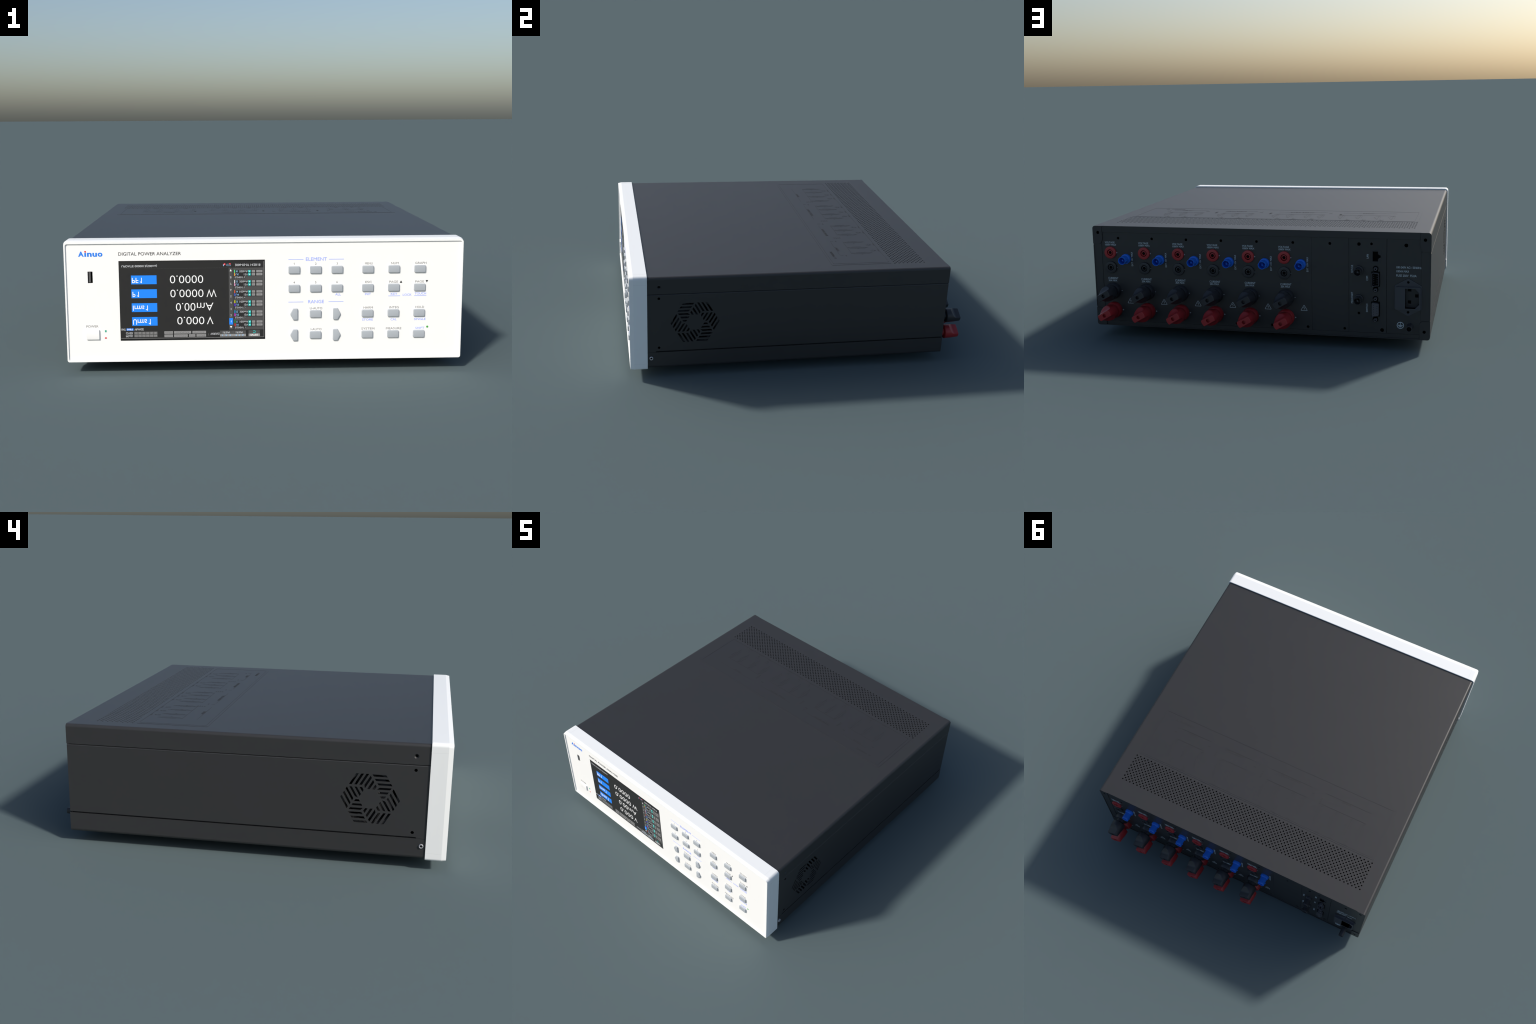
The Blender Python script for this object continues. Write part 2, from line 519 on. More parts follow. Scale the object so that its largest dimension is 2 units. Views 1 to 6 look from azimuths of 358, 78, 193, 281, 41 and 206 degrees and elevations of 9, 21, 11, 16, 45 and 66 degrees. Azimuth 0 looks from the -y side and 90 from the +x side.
b = Build()
for s, x0, x1, z0, z1, xe in (("PF", -.6098, -.5805, .4283, .4523, -.5646), ("P", -.6085, -.5955, .3632, .3872, -.5795), ("Irms", -.6085, -.5560, .2985, .3225, -.5400), ("Urms", -.6095, -.5455, .2325, .2583, -.5285)):
    flipped(s, x0, x1, z0, z1, "lcd_white", .006)
    figure_one(b, xe - .0085, xe, z0, z1, "lcd_white", front, L2, L3 + .0003, True)
for s, x0, x1, z0, z1 in (("0.0000", -.4362, -.2835, .4249, .4614), ("0.0000", -.4355, -.2830, .3592, .3955), ("W", -.2690, -.2234, .3592, .3952),
                          ("0.00", -.4110, -.3210, .2952, .3321), ("mA", -.3140, -.2383, .2960, .3321), ("0.000", -.4060, -.2810, .2308, .2669), ("V", -.2690, -.2391, .2312, .2669)):
    flipped(s, x0, x1, z0, z1, "lcd_white", -.008)
b.finish("readout", screen, angle=0)

b = Build()
flipped("UPDATE 0000013(500ms)", -.6557, -.4939, .5015, .5140, "lcd_pale", 0.008)
flipped("2006-02-07 14:28:18", -.1367, -.0205, .5022, .5128, "lcd_pale", 0.008)
for n, zc in zip("2345678", [.2714 + .0298 * k for k in range(7)]):
    flipped(n, -.1570, None, zc - .0048, zc + .0048, "lcd_pale", centre=True)
figure_one(b, -.1585, -.1550, .2385, .2480, "lcd_white", front, L2, L3 + .0003, True)
for pts in (((-.1615, .4785), (-.1525, .4785), (-.1570, .4885)), ((-.1625, .2205), (-.1525, .2205), (-.1575, .2105))):
    b.loft([[front(x, z, o) for x, z in pts] for o in (L2, L3)], "lcd_white")
flipped("RMT", -.6637, -.6445, .2056, .2150, "lcd_pale", 0.01)
flipped("SHIFT", -.6385, -.6105, .2060, .2138, "lcd_white", 0.01)
flipped("VRANGE", -.6040, -.5619, .2050, .2148, "lcd_pale", 0.01)
flipped("OVER", -.6438, -.6109, .1870, .1973, "lcd_pale")
flipped("PEAK", -.6438, -.6109, .1738, .1838, "lcd_pale")
flipped("WIRING", -.2532, -.2115, .1800, .1900, "lcd_pale")
block(-.2620, -.2612, .1770, .1870, "lcd_grey")
b.finish("screen_lettering", screen, angle=0)

b = Build()
COLOURS = ((.10, .75, .25), (.90, .38, .05)), ((.85, .85, .85), (.90, .35, .55)), ((.88, .16, .05), (.06, .12, .65)), ((.85, .80, .02), (.12, .02, .80)), ((.01, .38, .80), (.85, .02, .75)), ((.02, .32, .04), (.85, .02, .02))
RANGES = ("500mA", "500mA", "100mA", "100mA", "500mA", "100mA")
for k in range(6):
    n = 6 - k
    zt = .4830 - k * .0474
    for row, (tag, rng) in enumerate((("I%d" % n, RANGES[k]), ("U%d" % n, "15V"))):
        z1 = zt - row * .0142
        z0 = z1 - .0108
        c = "lcd_tag_%d_%d" % (n, row)
        M[c] = material("screen_tag_%d_%d" % (n, row), COLOURS[k][row], .4, .3)
        block(-.1408, -.1370, z0 - .0012, z1 + .0015, c, L2, L3)
        block(-.0763, -.0654, z0, z1, "lcd_cyan", L2, L3)
        block(-.0604, -.0450, z0, z1, "lcd_grey", L2, L3)
        block(-.0394, -.0113, z0, z1, "lcd_grey", L2, L3)
        flipped(tag, -.1345 + .0020 * (1 - row), None, z0 + .001, z1 - .001, "lcd_light_blue", 0.0, L3)
        wdt = .0385 if row == 0 else .0180
        flipped(rng, -.0785 - wdt, -.0785, z0 + .0008, z1 - .0008, "lcd_pale", 0.0, L3)
        flipped("A", -.0708, None, z0 + .002, z1 - .002, "lcd_white", 0.0, L3 + .0002, True)
        flipped("DC", -.0527, None, z0 + .0028, z1 - .0028, "lcd_dim", 0.0, L3 + .0002, True)
        flipped("LINE" if row else "FREQ", -.0253, None, z0 + .0028, z1 - .0028, "lcd_dim", 0.0, L3 + .0002, True)
    flipped("ELEMENT %d" % n, -.1381, -.0912, zt - .0365, zt - .0290, "lcd_pale", 0.0, L3)
b.finish("element_list", screen, angle=0)

b = Build()
for row, (z0, z1) in enumerate(((.1862, .1984), (.1731, .1851))):
    for c in range(6):
        x = -.6056 + c * .0180
        block(x, x + .0166, z0, z1 - .0004, "lcd_dim")
        flipped("%s%d" % ("IU"[row], c + 1), x + .0083, None, z0 + .002, z1 - .0025, "lcd_grey", 0.0, L3, True)
for x0, x1, s in ((-.4668, -.4273, "HARM"), (-.4216, -.3430, "TOUCHLOCK"), (-.3370, -.2740, "KEYLOCK")):
    block(x0, x1, .1873, .1994, "lcd_grey")
    flipped(s, (x0 + x1) / 2 - .4 * (x1 - x0), (x0 + x1) / 2 + .4 * (x1 - x0), .1895, .1972, "lcd_dim", 0.0, L3)
for x0, x1, s in ((-.4668, -.4275, "HOLD"), (-.4218, -.3589, "MAXHOLD"), (-.3529, -.3236, "AVG"), (-.3182, -.2741, "STORE")):
    block(x0, x1, .1718, .1841, "lcd_grey")
    flipped(s, (x0 + x1) / 2 - .4 * (x1 - x0), (x0 + x1) / 2 + .4 * (x1 - x0), .1740, .1818, "lcd_dim", 0.0, L3)
block(-.2090, -.0890, .1825, .1993, "lcd_mid")
block(-.2090, -.0890, .1711, .1825, "lcd_grey")
block(-.1490, -.1482, .1711, .1993, "lcd_dim", L2, L3)
for x, s in ((-.1790, "1 2 3"), (-.1190, "4 5 6")):
    flipped(s, x - .020, x + .020, .1732, .1805, "lcd_light_blue", 0.0, L3)
    flipped("1P3W", x - .0165, x + .0165, .1862, .1955, "lcd_pale", 0.0, L3)
block(-.0766, -.0241, .1834, .1997, "lcd_mid")
block(-.0766, -.0241, .1714, .1834, "lcd_grey")
flipped("INTEG", -.0670, -.0335, .1728, .1820, "lcd_white", 0.0, L3)
for i in range(9):                       # open circular arrow
    a0, a1 = math.radians(-150 + i * 32), math.radians(-150 + (i + 1) * 32)
    line(b, (-.0505 + .0058 * math.cos(a0), .1925 + .0052 * math.sin(a0)), (-.0505 + .0058 * math.cos(a1), .1925 + .0052 * math.sin(a1)), .0022, front, L2, L3, "lcd_cyan")
b.finish("status_bar", screen, angle=0)

b = Build()
bar(b, -.1750, -.1570, .5035, .5122, front, L1, L2, "lcd_light_blue")
bar(b, -.1738, -.1582, .5047, .5110, front, L1, L2 + .0002, "lcd")
bar(b, -.1915, -.1880, .5030, .5115, front, L1, L2, "lcd_light_blue")
for x in (-.1848, -.1605):
    turned(b, [(.0046, L1), (.0046, L3)], (x, .5118), front, "lcd_red", 12)
    bar(b, x - .0015, x + .0015, .5108, .5128, front, L3 - .0001, L3 + .0002, "lcd_white")
b.finish("screen_icon", screen, angle=0)

# ------------------------------------------------------------------ top cover
RC = 0.015
b = Build()
NX, NY, P0 = 64, 8, 0.0260
holes = []
for j in range(2 * NY - 1):
    n = NX if j % 2 == 0 else NX - 1
    for i in range(n):
        x = .0009 + (i - (n - 1) / 2) * P0
        holes.append(circle(x, .5524 + j * P0 / 2, .0048, 10))
outer = [(-BW + RC, YP - .003), (BW - RC, YP - .003), (BW - RC, YC), (.861, YC), (.8595, YR + .0028), (-.8595, YR + .0028), (-.861, YC), (-BW + RC, YC)]
plate(b, outer, holes, 0.0022, "case", top)
def case_corner(sign, r, up):
    """Rounded long edge between the flat sheet and the flank."""
    zc = BZ1 - r if up else BZ0 + r
    return [(sign * (BW - r + r * math.cos(t)), zc + (1 if up else -1) * r * math.sin(t))
            for t in (math.pi / 2 * (1 - k / 8) for k in range(9))]

def flank(build, sg, z0, z1, hole, depth_r):
    """Side flange of a cover with one countersunk screw hole."""
    sd = side(sg)
    plate(build, [(YP - .003, z0), (YC, z0), (YC, z1), (YP - .003, z1)], [circle(hole[0], hole[1], hole[2], 24)], .004, "case", sd)
    turned(build, [(hole[2], 0.0), (hole[2] * depth_r, -.0065)], hole[:2], sd, "case", 24, (False, False))
    turned(build, [(hole[2], -.0075), (hole[2], -.0068)], hole[:2], sd, "painted_shade", 16)
for sg in (1, -1):
    prof = case_corner(sg, RC, True)
    b.loft([[(x, y, z) for x, z in prof] for y in (YP - .003, YC)], "case", cap=(False, False), closed=False)
    flank(b, sg, SEAM_HI, BZ1 - RC, (-.8350, .5583, .0115), .5)
    # folded ear closing the rear corner
    ear = rounded([(.8680, .5260), (.8720, .5195), (BW - .0005, .5190), (BW - .0005, BZ1 - .0005), (.8600, BZ1 - .0005), (.8600, .5420)], [.002, .002, .002, .013, .0005, .004], 5)
    ear = [(sg * x, z) for x, z in ear]
    if sg < 0:
        ear = ear[::-1]
    plate(b, ear, [circle(sg * .8835, .5811, .0085, 16)], .004, "case", rear, YC - YR - .0003)
cover = b.finish("top_cover", root, angle=25)

# ------------------------------------------------------------------ bottom cover
b = Build()
plate(b, [(-BW + RC, YP - .003), (BW - RC, YP - .003), (BW - RC, YC), (-BW + RC, YC)], [], .005, "case", lambda a, c, o=0.0: (a, c, BZ0 - o))
for sg in (1, -1):
    prof = case_corner(sg, RC, False)
    b.loft([[(x, y, z) for x, z in prof] for y in (YP - .003, YC)], "case", cap=(False, False), closed=False)
    flank(b, sg, BZ0 + RC, SEAM_LO, (-.8800, .1240, .0135), .8)
    ear = rounded([(.8600, BZ0 + .0005), (BW - .0005, BZ0 + .0005), (BW - .0005, .1590), (.8700, .1575), (.8600, .1450)], [.0005, .013, .002, .006, .004], 5)
    ear = [(sg * x, z) for x, z in ear]
    if sg < 0:
        ear = ear[::-1]
    plate(b, ear, [circle(sg * .8842, .1038, .0085, 16)], .004, "case", rear, YC - YR - .0003)
bottom = b.finish("bottom_cover", root, angle=25)
foot = None
for x in (-.62, .62):
    for y in (-.66, .60):
        if foot is None:
            b = Build()
            turned(b, [(.050, -BZ0 - .001), (.050, -.03), (.046, -.004), (.042, 0)], (0, 0), lambda a, c, o: (a, c, -o), "rubber", 32)
            foot = b.finish("foot", root, (x, y, 0))
        else:
            k = foot.copy(); COL.objects.link(k); k.location = (x, y, 0)

# ------------------------------------------------------------------ side panels with fan grille
FY, FZ, FR = -.6323, .3393, .1398
def grille_slots():
    """Six sectors of parallel slots, each turned by 60 degrees, round a hexagonal hub."""
    apo = FR * math.sqrt(3) / 2
    k3 = 1 / math.sqrt(3)
    slots = []
    for s in range(6):
        rot = -math.radians(60 * s)
        for i in range(6):
            zt = apo - .0012 - .0207 * i
            zb = zt - .0106
            def left(z):
                if z > .049:
                    return (apo - z) * k3 + .0058
                return max(.0545 - .577 * z, .030)
            def right(z):
                if z > FR * .433 + .004:
                    return FR / 2 + (apo - z) * k3
                return FR * .75 - (FR * .433 - z) * k3 - .0058
            zs = [zt, zb]
            zm = FR * .433 + .004
            lb, lt, rb, rt = left(zb), left(zt), right(zb), right(zt)
            if i == 5:
                rb = max(rb, lb + .004)
            pts = [(lb, zb), (rb, zb), (rt, zt), (lt, zt)]
            if rt - lt < .004:
                pts[2] = (lt + .004, zt)
            c, sn = math.cos(rot), math.sin(rot)
            slots.append([(x * c - z * sn, x * sn + z * c) for x, z in pts])
    return slots

SIDE_IN = -.0004
for sg in (1, -1):
    b = Build()
    hl = [[(FY - u, FZ + v) for u, v in reversed(s)] for s in grille_slots()]
    hl += [circle(-.8358, .4917, .0078, 16), circle(-.8356, .1886, .0078, 16)]
    pl = [(YP - .003, SEAM_LO + .0008), (-.8535, SEAM_LO + .0008), (-.8535, SEAM_LO + .0075), (YC - .0012, SEAM_LO + .0075), (YC - .0012, SEAM_HI - .0075), (YP - .003, SEAM_HI - .0075)]
    plate(b, pl, hl, .004, "case", side(sg), SIDE_IN)
    # rolled upper edge of the panel catching light below the seam
    prof = [(BW + SIDE_IN, SEAM_HI - .0075), (BW + SIDE_IN - .0006, SEAM_HI - .0055), (BW + SIDE_IN - .0018, SEAM_HI - .0040), (BW + SIDE_IN - .0034, SEAM_HI - .0030), (BW + SIDE_IN - .0070, SEAM_HI - .0024)]
    b.loft([[(sg * x, y, z) for x, z in prof] for y in (YP - .003, YC - .0012)], "case", cap=(False, False), closed=False)
    panel = b.finish("side_panel", root, angle=30)
    # bright screw sitting in the bottom cover flank
    sd = side(sg)
    b = Build()
    turned(b, [(.0112, -.006), (.0112, .0035), (.0092, .0060), (.0060, .0052), (.0052, .0005)], (-.8800, .1245), sd, "steel", 24, (False, False))
    turned(b, [(.0060, .0000), (.0060, .0010)], (-.8800, .1245), sd, "painted_shade", 16)
    b.finish("side_screw", panel)
    # fan behind the grille: housing ring, hub and swept blades
    fo = lambda a, c, o=0.0, sg=sg: (sg * (BW - .010 + o), FY + a, FZ + c)
    b = Build()
    turned(b, [(.150, -.09), (.150, 0), (.126, 0), (.122, -.004), (.122, -.09)], (0, 0), fo, "fan", 48, (False, False))
    turned(b, [(.052, -.085), (.052, -.008), (.047, -.004), (.001, -.004)], (0, 0), fo, "fan", 32, (False, False))
    for i in range(7):
        loops = []
        for r in (.050, .085, .118):
            tw = math.radians(i * 360 / 7 + (r - .05) * 380)
            wd = .35 + .12 * (r - .05) / .07
            ring = []
            for da, o in ((-wd, -.050), (wd, -.014), (wd, -.017), (-wd, -.053)):
                ring.append(fo(r * math.cos(tw + da), r * math.sin(tw + da), o))
            loops.append(ring)
        b.loft(loops, "fan")
    b.box((min(sg * .80, sg * .802), FY - .16, FZ - .16), (max(sg * .80, sg * .802), FY + .16, FZ + .16), "painted_shade")
    b.finish("cooling_fan", panel, angle=30)

# ------------------------------------------------------------------ added dark backing sheets, no real part, shading the gaps and holes
b = Build()
for sg in (1, -1):
    x0, x1 = sorted((sg * (BW - .0060), sg * (BW - .0080)))
    b.box((x0, YP + .006, SEAM_LO - .01), (x1, YP + .10, SEAM_LO + .02), "seam")
    b.box((x0, -.46, SEAM_LO - .01), (x1, YC - .008, SEAM_LO + .02), "seam")
    b.box((x0, YP + .10, SEAM_LO - .01), (x1, -.46, SEAM_LO + .02), "seam")
b.box((-.86, .53, .6020), (.86, .76, .6050), "painted_shade")  # black sheet added close under the vents so their holes look dark
b.box((-.9, YP - .01, .07), (.9, YP + .0, .61), "painted_shade")
b.finish("dark_backing", root, angle=0)

# ------------------------------------------------------------------ rear panel
rear_part = empty("rear_panel", root)
Z_HI, Z_LO = .5822, .0875
b = Build()
plate(b, [(-.859, Z_HI + .0008), (.859, Z_HI + .0008), (.859, BZ1 - .0015), (-.859, BZ1 - .0015)], [], .006, "case", rear, .0030)
plate(b, [(-.859, BZ0 + .004), (.859, BZ0 + .004), (.859, Z_LO - .0008), (-.859, Z_LO - .0008)], [], .006, "case", rear, .0006)
for sg in (1, -1):
    xs = sorted((sg * .8661, sg * (BW - .0012)))
    plate(b, rect(xs[0], xs[1], .1600, .5185), [], .009, "case", rear, .0018)
    xs = sorted((sg * .8590, sg * (BW - .004)))
    plate(b, rect(xs[0], xs[1], .12, .560), [], .006, "case", rear, -.0012)
b.box((-.9, YR - .032, BZ0 + .002), (.9, YR - .026, BZ1 - .005), "painted_shade")  # black sheet added behind the plates to keep their holes dark
b.finish("rear_frame", rear_part, angle=0)

holes_of = {0: [], 1: [], 2: [], 3: []}
edges = [.8655, -.302, -.4965, -.691, -.8655]
HX = [.7689 - PITCH * i for i in range(7)]
LX = [.6927 - PITCH * i for i in range(8)]
HOLES = [(x, .5515, .0075) for x in HX] + [(x, .1032, .0073) for x in LX[:7]] + [(-.5485, .5522, .0092), (-.6125, .5545, .0068), (-.7882, .5509, .0098), (-.669, .1035, .0100), (-.5487, .1890, .0070)]
names = ("channel_plate", "blank_plate", "interface_plate", "mains_plate")
plates = []
SOCK = [(-.7868, .2278), (-.7868, .3318), (-.8370, .3318), (-.8575, .3105), (-.8575, .2500), (-.8370, .2278)]
for k in range(4):
    g = (.0004, .0004, .0009, .0009)[k]
    x1, x0 = edges[k] - g, edges[k + 1] + g
    hl = [circle(x, z, r, 16) for x, z, r in HOLES if x0 + .01 < x < x1 - .01]
    if k == 3:
        hl.append(SOCK)
    if k == 2:
        hl.append([(-.6464, .4648), (-.6189, .4648), (-.6189, .5156), (-.6464, .5156), (-.6464, .5030), (-.6530, .4975), (-.6596, .4965), (-.6596, .4840), (-.6530, .4825), (-.6464, .4775)])
    b = Build()
    plate(b, [(x0, Z_LO), (x1, Z_LO), (x1, Z_HI), (x0, Z_HI)], hl, .006, "case", rear)
    plates.append(b.finish(names[k], rear_part, angle=0))

# --- channel hardware: sockets, posts and coaxial inputs repeat six times
def socket(key, core):
    b = Build()
    turned(b, [(.0330, -.001), (.0330, .0085), (.0322, .0098), (.0305, .0105), (.0180, .0105), (.0174, .0095), (.0174, -.004)], (0, 0), rear, key, 40, (False, False))
    turned(b, [(.0176, .002), (.0130, .002)], (0, 0), rear, "painted_shade", 32, (False, False))
    turned(b, [(.0135, -.004), (.0135, .0070), (.0122, .0078), (.0088, .0078), (.0088, -.010)], (0, 0), rear, core, 32, (False, False))
    turned(b, [(.0095, .0004), (.0095, .0010)], (0, 0), rear, "painted_shade", 24)  # black disc lying on the plate, painted as the shade of a bore
    return b

def post_base(key):
    b = Build()
    turned(b, [(.0450, -.001), (.0450, .022), (.0400, .0300), (.0290, .0310), (.0270, .0330), (.0270, .056)], (0, 0), rear, key, 40, (False, False))
    return b

def knob(key):
    """Tapered barrel milled to a flat blade at the end, turned by 30 degrees."""
    b = Build()
    n, th0 = 64, math.radians(150)
    def section(o, r, h):
        pts = []
        for i in range(n):
            t = 2 * math.pi * i / n
            u, v = r * math.cos(t), r * math.sin(t)
            v = max(-h, min(h, v))
            x = u * math.cos(th0) - v * math.sin(th0)
            z = u * math.sin(th0) + v * math.cos(th0)
            pts.append(rear(x, z, o))
        return pts
    tip = 1.0 - YR
    prof = [(.050, .025, .05), (.050, .0375, .05), (.054, .0425, .05), (.057, .0432, .05), (.080, .0424, .05)]
    for k in range(0, 9):                       # concave milling runs out into the blade
        s = k / 8
        prof.append((.082 + .034 * s, .0423 - .0022 * s, .0423 - .0243 * math.sin(s * math.pi / 2)))
    prof += [(tip - .003, .0385, .0176), (tip - .0008, .0375, .0170), (tip, .0360, .0158)]
    b.loft([section(*p) for p in prof], key, (True, False))
    # end face with the bore
    rim = section(tip, .0360, .0158)
    bore = [rear(.0100 * math.cos(2 * math.pi * i / n + th0), .0100 * math.sin(2 * math.pi * i / n + th0), tip) for i in range(n)]
    floor = [rear(.0095 * math.cos(2 * math.pi * i / n + th0), .0095 * math.sin(2 * math.pi * i / n + th0), tip - .016) for i in range(n)]
    b.loft([rim, bore, floor], key, (False, True))
    return b

def coax(key, pin):
    b = Build()
    turned(b, [(.0270, -.001), (.0270, .0125), (.0262, .0145), (.0225, .0150), (.0208, .0170), (.0208, .0500), (.0214, .0520), (.0214, .0600), (.0206, .0625),
               (.0186, .0625), (.0182, .0610), (.0178, .0180), (.0060, .0180)], (0, 0), rear, key, 40, (False, False))
    turned(b, [(.0046, .017), (.0046, .050), (.0038, .052)], (0, 0), rear, pin, 16)
    for sg in (1, -1):                           # bayonet lugs
        b.box((sg * .0222 - .0025, YR + .043, -.0028), (sg * .0222 + .0025, YR + .049, .0028), key)
    return b

def repeat(name, builder, parent, xs, z):
    first, out = None, []
    for x in xs:
        if first is None:
            first = builder.finish(name, parent, (x, 0, z), angle=35)
            out.append(first)
        else:
            k = first.copy(); COL.objects.link(k); k.location = (x, 0, z)
            out.append(k)
    return out

ch = plates[0]
repeat("voltage_socket", socket("red", "red"), root, [.8160 - PITCH * i for i in range(6)], .4715)
repeat("voltage_socket", socket("black", "black"), root, [.8160 - PITCH * i for i in range(6)], .3895)
repeat("coaxial_input", coax("blue", "blue"), root, [.7272 - PITCH * i for i in range(6)], .4382)
for key, z in (("red", .1500), ("black", .2582)):
    bases = repeat("binding_post", post_base(key), root, [.8100 - PITCH * i for i in range(6)], z)
    kn = None
    for p in bases:
        if kn is None:
            kn = knob(key).finish("knob", p, angle=28)
        else:
            k = kn.copy(); COL.objects.link(k); k.parent = p

# --- channel lettering
for i in range(6):
    dx = -PITCH * i
    b = Build()
    rear_text(b, "VOLTAGE", .8478 + dx, .7898 + dx, .5220, .5318)
    rear_text(b, "1000V MAX", .8462 + dx, .7815 + dx, .5090, .5188)
    rear_text(b, "+", .7845 + dx, .7768 + dx, .4671, .4748, bold=.01)
    bar(b, .7794 + dx, .7846 + dx, .3872, .3892, rear, .0002, .0007, "print")
    rear_text_up(b, "EXT 10V MAX", .6882 + dx, .6978 + dx, .3985, .4772)
    rear_text(b, "CURRENT", .8385 + dx, .7796 + dx, .3222, .3332)
    rear_text(b, "20A MAX", .8372 + dx, .7864 + dx, .3096, .3195)
    bar(b, .7580 + dx, .7632 + dx, .2580, .2600, rear, .0002, .0007, "print")
    rear_text(b, "+", .7628 + dx, .7551 + dx, .1467, .1544, bold=.01)
    b.finish("channel_lettering", ch, angle=0)
    b = Build()
    xc = .7130 + dx
    tri = rounded([(xc - .0195, .1888), (xc + .0195, .1888), (xc, .2222)], .0030, 4)
    plate(b, tri, [list(inset(tri, .0018))], .0006, "print", rear, .0007)
    for p, q in (((xc - .0006, .2110), (xc + .0030, .2042)), ((xc + .0030, .2042), (xc - .0030, .2046)), ((xc - .0030, .2046), (xc + .0006, .1945))):
        line(b, p, q, .0014, rear, .0002, .0006, "print")
    b.finish("shock_warning_mark", ch, angle=0)

# --- interface plate: network socket, two 9-pin ports, two coaxial ports
itf = plates[2]
b = Build()
hole = [(-.6464, .4648), (-.6189, .4648), (-.6189, .5156), (-.6464, .5156), (-.6464, .5030), (-.6530, .4975), (-.6596, .4965), (-.6596, .4840), (-.6530, .4825), (-.6464, .4775)]
plate(b, rect(-.6618, -.6072, .4545, .5222), [hole], .0225, "black", rear, .0015)
b.box((-.665, YR - .024, .452), (-.605, YR - .020, .525), "painted_shade")
b.finish("network_socket", root, angle=0)

def nine_pin(zc, pins):
    b = Build()
    xc = -.6350
    for dz in (.0553, -.0553):
        turned(b, [(.0145, .0006), (.0145, .0008)], (xc + .0006, zc + dz), rear, "painted_shade", 20)
        turned(b, [(.0100, 0), (.0100, .016), (.0090, .0175), (.0048, .0175), (.0044, .008)], (xc, zc + dz), rear, "grey_metal", 6, (False, False))
        turned(b, [(.0050, .007), (.0050, .008)], (xc, zc + dz), rear, "painted_shade", 12)
        bar(b, xc - .0115, xc + .0115, zc + dz * .80 - .008, zc + dz * .80 + .008, rear, -.001, .0008, "painted_shade")
    bar(b, -.6572, -.6125, zc - .0395, zc + .0395, rear, -.001, .0010, "painted_shade")
    shell = rounded([(-.6530, zc - .0320), (-.6165, zc - .0368), (-.6165, zc + .0368), (-.6530, zc + .0320)], .006, 4)
    core = inset(shell, .0022)
    plate(b, shell, [core], .020, "grey_metal", rear, .0190)
    lvl = .0185 if not pins else .008
    plate(b, core, [], .006, "grey_metal" if not pins else "painted_shade", rear, lvl)
    for col, (x, n) in enumerate(((-.6265, 5), (-.6440, 4))):
        for i in range(n):
            z = zc + (i - (n - 1) / 2) * .0118
            if pins:
                turned(b, [(.0022, .0), (.0022, .0165), (.0012, .018)], (x, z), rear, "grey_metal", 10)
            else:
                turned(b, [(.0017, lvl), (.0017, lvl + .0003)], (x, z), rear, "painted_shade", 10)
    return b.finish("nine_pin_port", root, angle=30)
nine_pin(.3722, True)
nine_pin(.2145, False)
for z in (.4160, .2655):
    cx = coax("black", "grey_metal").finish("coaxial_port", root, (-.5482, 0, z), angle=35)
    cx.scale = (.92, .92, .92)
    cx.location.y = YR - .92 * YR
b = Build()
rear_text_up(b, "EXT.CLK", -.5183, -.5080, .4025, .4432)
rear_text_up(b, "LAN", -.5979, -.5875, .4785, .5007)
rear_text_up(b, "COM", -.5956, -.5856, .3633, .3871)
rear_text_up(b, "SWITCH", -.5954, -.5856, .1964, .2401)
rear_text_up(b, "MEAS.START", -.5182, -.5078, .2403, .2999)
b.finish("port_lettering", itf, angle=0)

# --- mains inlet, earth post and lettering
mains = plates[3]
b = Build()
hexo = rounded([(-.8010, .1850), (-.7312, .2225), (-.7312, .3425), (-.8010, .3830), (-.8710, .3425), (-.8710, .2225)][::-1], [.012, .008, .008, .012, .008, .008], 5)
area = sum(hexo[i - 1][0] * hexo[i][1] - hexo[i][0] * hexo[i - 1][1] for i in range(len(hexo)))
if area < 0:
    hexo = hexo[::-1]
plate(b, hexo, [SOCK, circle(-.8010, .3621, .0068, 16), circle(-.8015, .2055, .0068, 16)], .006, "inlet", rear, .0058)
blk = rect(-.8645, -.7368, .2205, .3390, .006, 4)
plate(b, blk, [SOCK], .0145, "inlet", rear, .0195)
SK = SOCK[::-1]
cent = (-.822, .28)
b.loft([[rear(x, z, o) for x, z in SOCK] for o in (.0190, -.0160)], "inlet", (False, False))
bar(b, -.86, -.785, .225, .334, rear, -.0160, -.0150, "black")
for x, z in ((-.8065, .3190), (-.8065, .2550), (-.8430, .2880)):
    bar(b, x - .0085, x + .0085, z - .0085, z + .0085, rear, -.0152, -.0140, "painted_shade")
    bar(b, x - .0085, x + .0085, z - .0105, z - .0085, rear, -.0152, -.0100, "grey_metal")
for z in (.3621, .2055):
    turned(b, [(.0072, .0004), (.0072, .0010)], (-.8012, z), rear, "painted_shade", 16)
b.finish("mains_inlet", root, angle=30)
b = Build()
turned(b, [(.0200, -.001), (.0200, .002), (.0165, .0025), (.0165, .0600), (.0158, .0620), (.0120, .0620), (.0112, .0600), (.0112, .0350)], (-.8115, .1318), rear, "black", 32, (False, False))
turned(b, [(.0114, .035), (.0114, .036)], (-.8115, .1318), rear, "painted_shade", 24)
turned(b, [(.0100, .036), (.0100, .052), (.0085, .054)], (-.8115, .1318), rear, "painted_shade", 24)
b.finish("earth_post", root)
b = Build()
rear_text(b, "100-240V AC~ 50/60Hz", -.7403, -.8654, .4320, .4430)
rear_text(b, "100VA MAX", -.7403, -.8040, .4114, .4224)
rear_text(b, "FUSE 250V  F5.0A", -.7394, -.8416, .3890, .4005)
b.finish("rating_lettering", mains, angle=0)
b = Build()
ex, ez = -.7626, .1333
ringo = circle(ex, ez, .0180, 32)
plate(b, ringo, [circle(ex, ez, .0152, 32)], .0006, "print", rear, .0008)
bar(b, ex - .0012, ex + .0012, ez + .0005, ez + .0150, rear, .0002, .0007, "print")
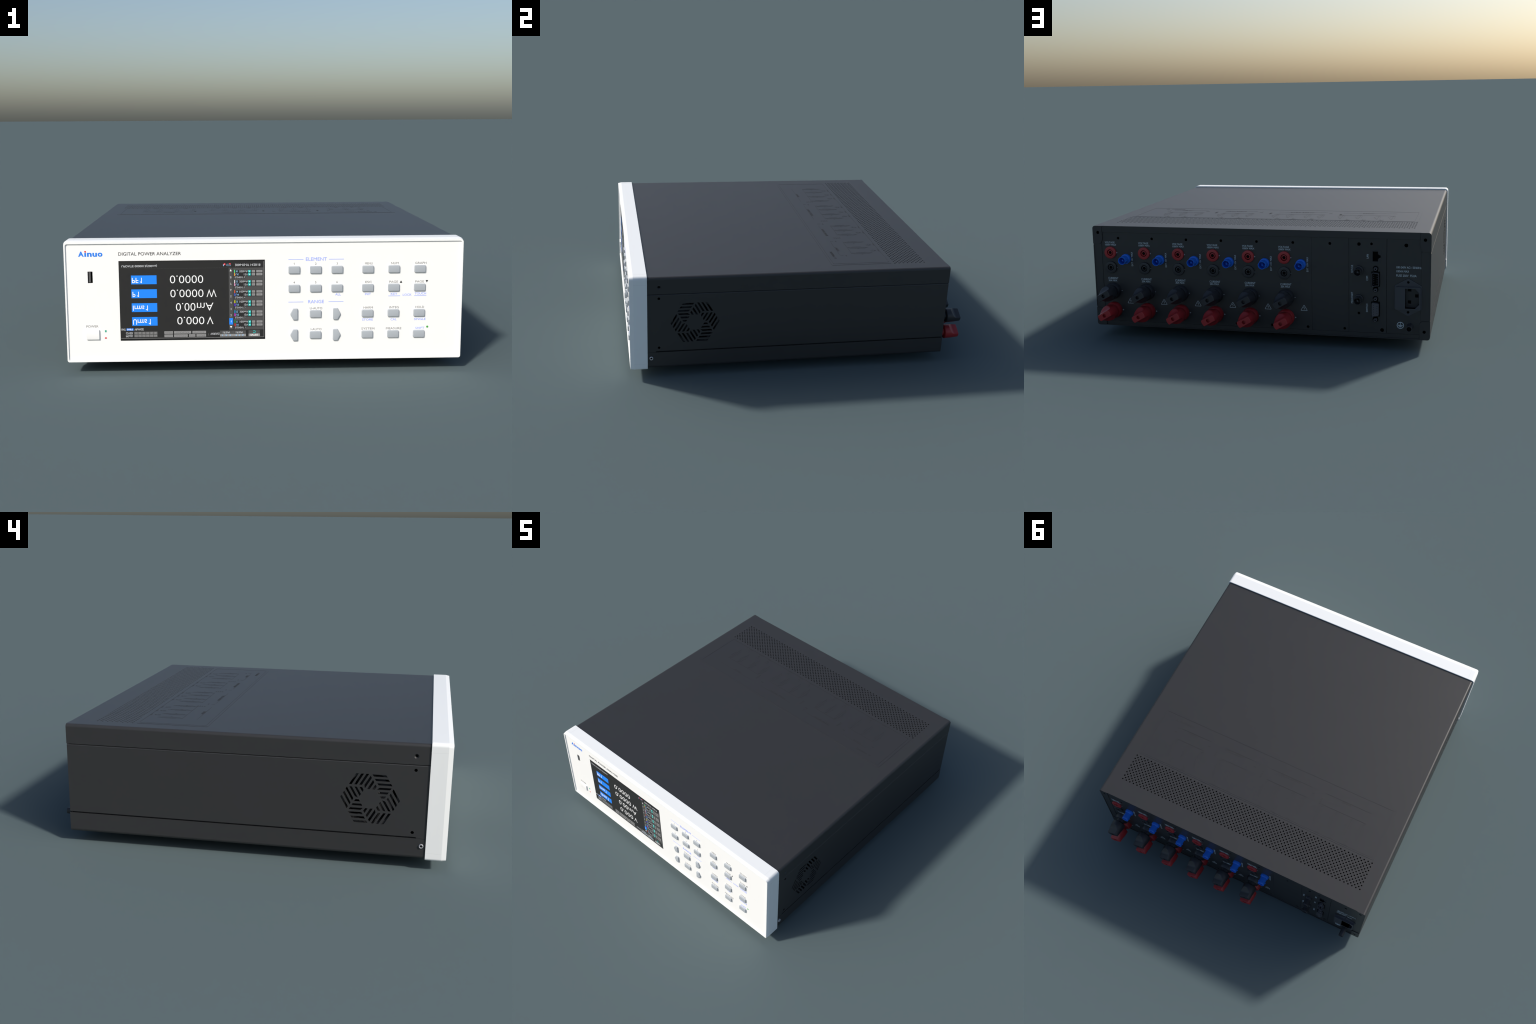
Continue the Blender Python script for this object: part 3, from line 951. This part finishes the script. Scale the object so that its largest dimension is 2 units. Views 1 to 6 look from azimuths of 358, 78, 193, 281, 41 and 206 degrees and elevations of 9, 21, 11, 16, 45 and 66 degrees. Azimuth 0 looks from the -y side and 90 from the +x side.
for k, (hw, z) in enumerate(((.0125, ez + .0008), (.0095, ez - .0038), (.0050, ez - .0084))):
    bar(b, ex - hw, ex + hw, z - .0014, z + .0014, rear, .0002, .0007, "print")
b.finish("earth_mark", mains, angle=0)

# ------------------------------------------------------------------ wiring label on the top cover
b = Build()
plate(b, rect(-.822, .822, .1705, .5335, .012, 6), [], .0022, "label", top, .0008)
label = b.finish("wiring_label", cover, angle=0)
LB = .0011
def ltop(a, c, o=0.0): return (a, c, BZ1 + LB + o)
b = Build()
frame = rect(-.803, .803, .1840, .5230, .006, 5)
plate(b, frame, [list(inset(frame, .0008))], .0004, "label_ink", ltop, .0003)
def top_text(s, x_left, width, y_base, height, bold=0.0):
    letters(b, s, (x_left, y_base, BZ1 + LB), (-1, 0, 0), (0, -1, 0), width, height, "label_ink", (0, 0, 1), bold, .0003, .0001)
def ink(p, q, w=.0014):
    line(b, p, q, w, ltop, .0001, .0004, "label_ink")
top_text("WARNING", .690, .085, .2260, .0160, .02)
warn = rounded([(.700, .2260), (.722, .2260), (.711, .2080)][::-1], .001, 2)
plate(b, warn, [list(inset(warn, .0018))] if False else [], .0003, "label_ink", ltop, .0003)
DIAGRAMS = (("1P2W", .600, .060, .6785, (.609, .5088), (.4550, .5504, .6428)),
            ("1P3W 3P3W", .330, .130, .4354, (.287, .1855), (.1486, .2330, .3176)),
            ("3V3A 3P3W", -.065, .140, .1068, (-.0392, -.1303, -.2336), (-.2700, -.1935, -.0910, -.0064)),
            ("3P4W", -.490, .065, -.3059, (-.434, -.523, -.6208), (-.6725, -.5925, -.4880, -.3885)))
for title, tx, tw, hx, terms, runs in DIAGRAMS:
    top_text(title, tx, tw, .2765, .0145, .015)
    for t in terms:
        top_text("CH", t + .014, .028, .5230, .0090, .02)
        top_text("U", t + .006, .012, .5010, .0090, .02)
        for o in (-.010, .010):
            ink((t + o, .4900), (t + o * .6, .4700), .0010)
    x0, x1 = min(runs) - .012, max(runs) + .012
    for k, x in enumerate(runs):
        ink((x, .3380), (x, .4700), .0013)
        ink((x + .014, .3550), (x + .014, .4450), .0008)
        ink((x - .012, .3700), (x - .012, .4300), .0008)
        ink((x + .014, .4450), (x, .4620), .0008)
        ink((x - .008, .3480), (x + .014, .3550), .0008)
        top_text("I", x + .024, .004, .4050, .0080)
    ink((x0, .3380), (x1, .3380), .0010)
    ink((hx - .004, .2600), (hx - .004, .2800), .0010)
    ink((x0, .2600), (x1, .2600), .0008)
    for k in range(4):
        if hx < .6:
            ink((hx - .068, .3020 + k * .0125), (hx - .056, .3020 + k * .0125), .0060)
    ink((hx - .009, .2960), (hx + .009, .2960), .0060)
b.finish("label_lettering", cover, angle=0)
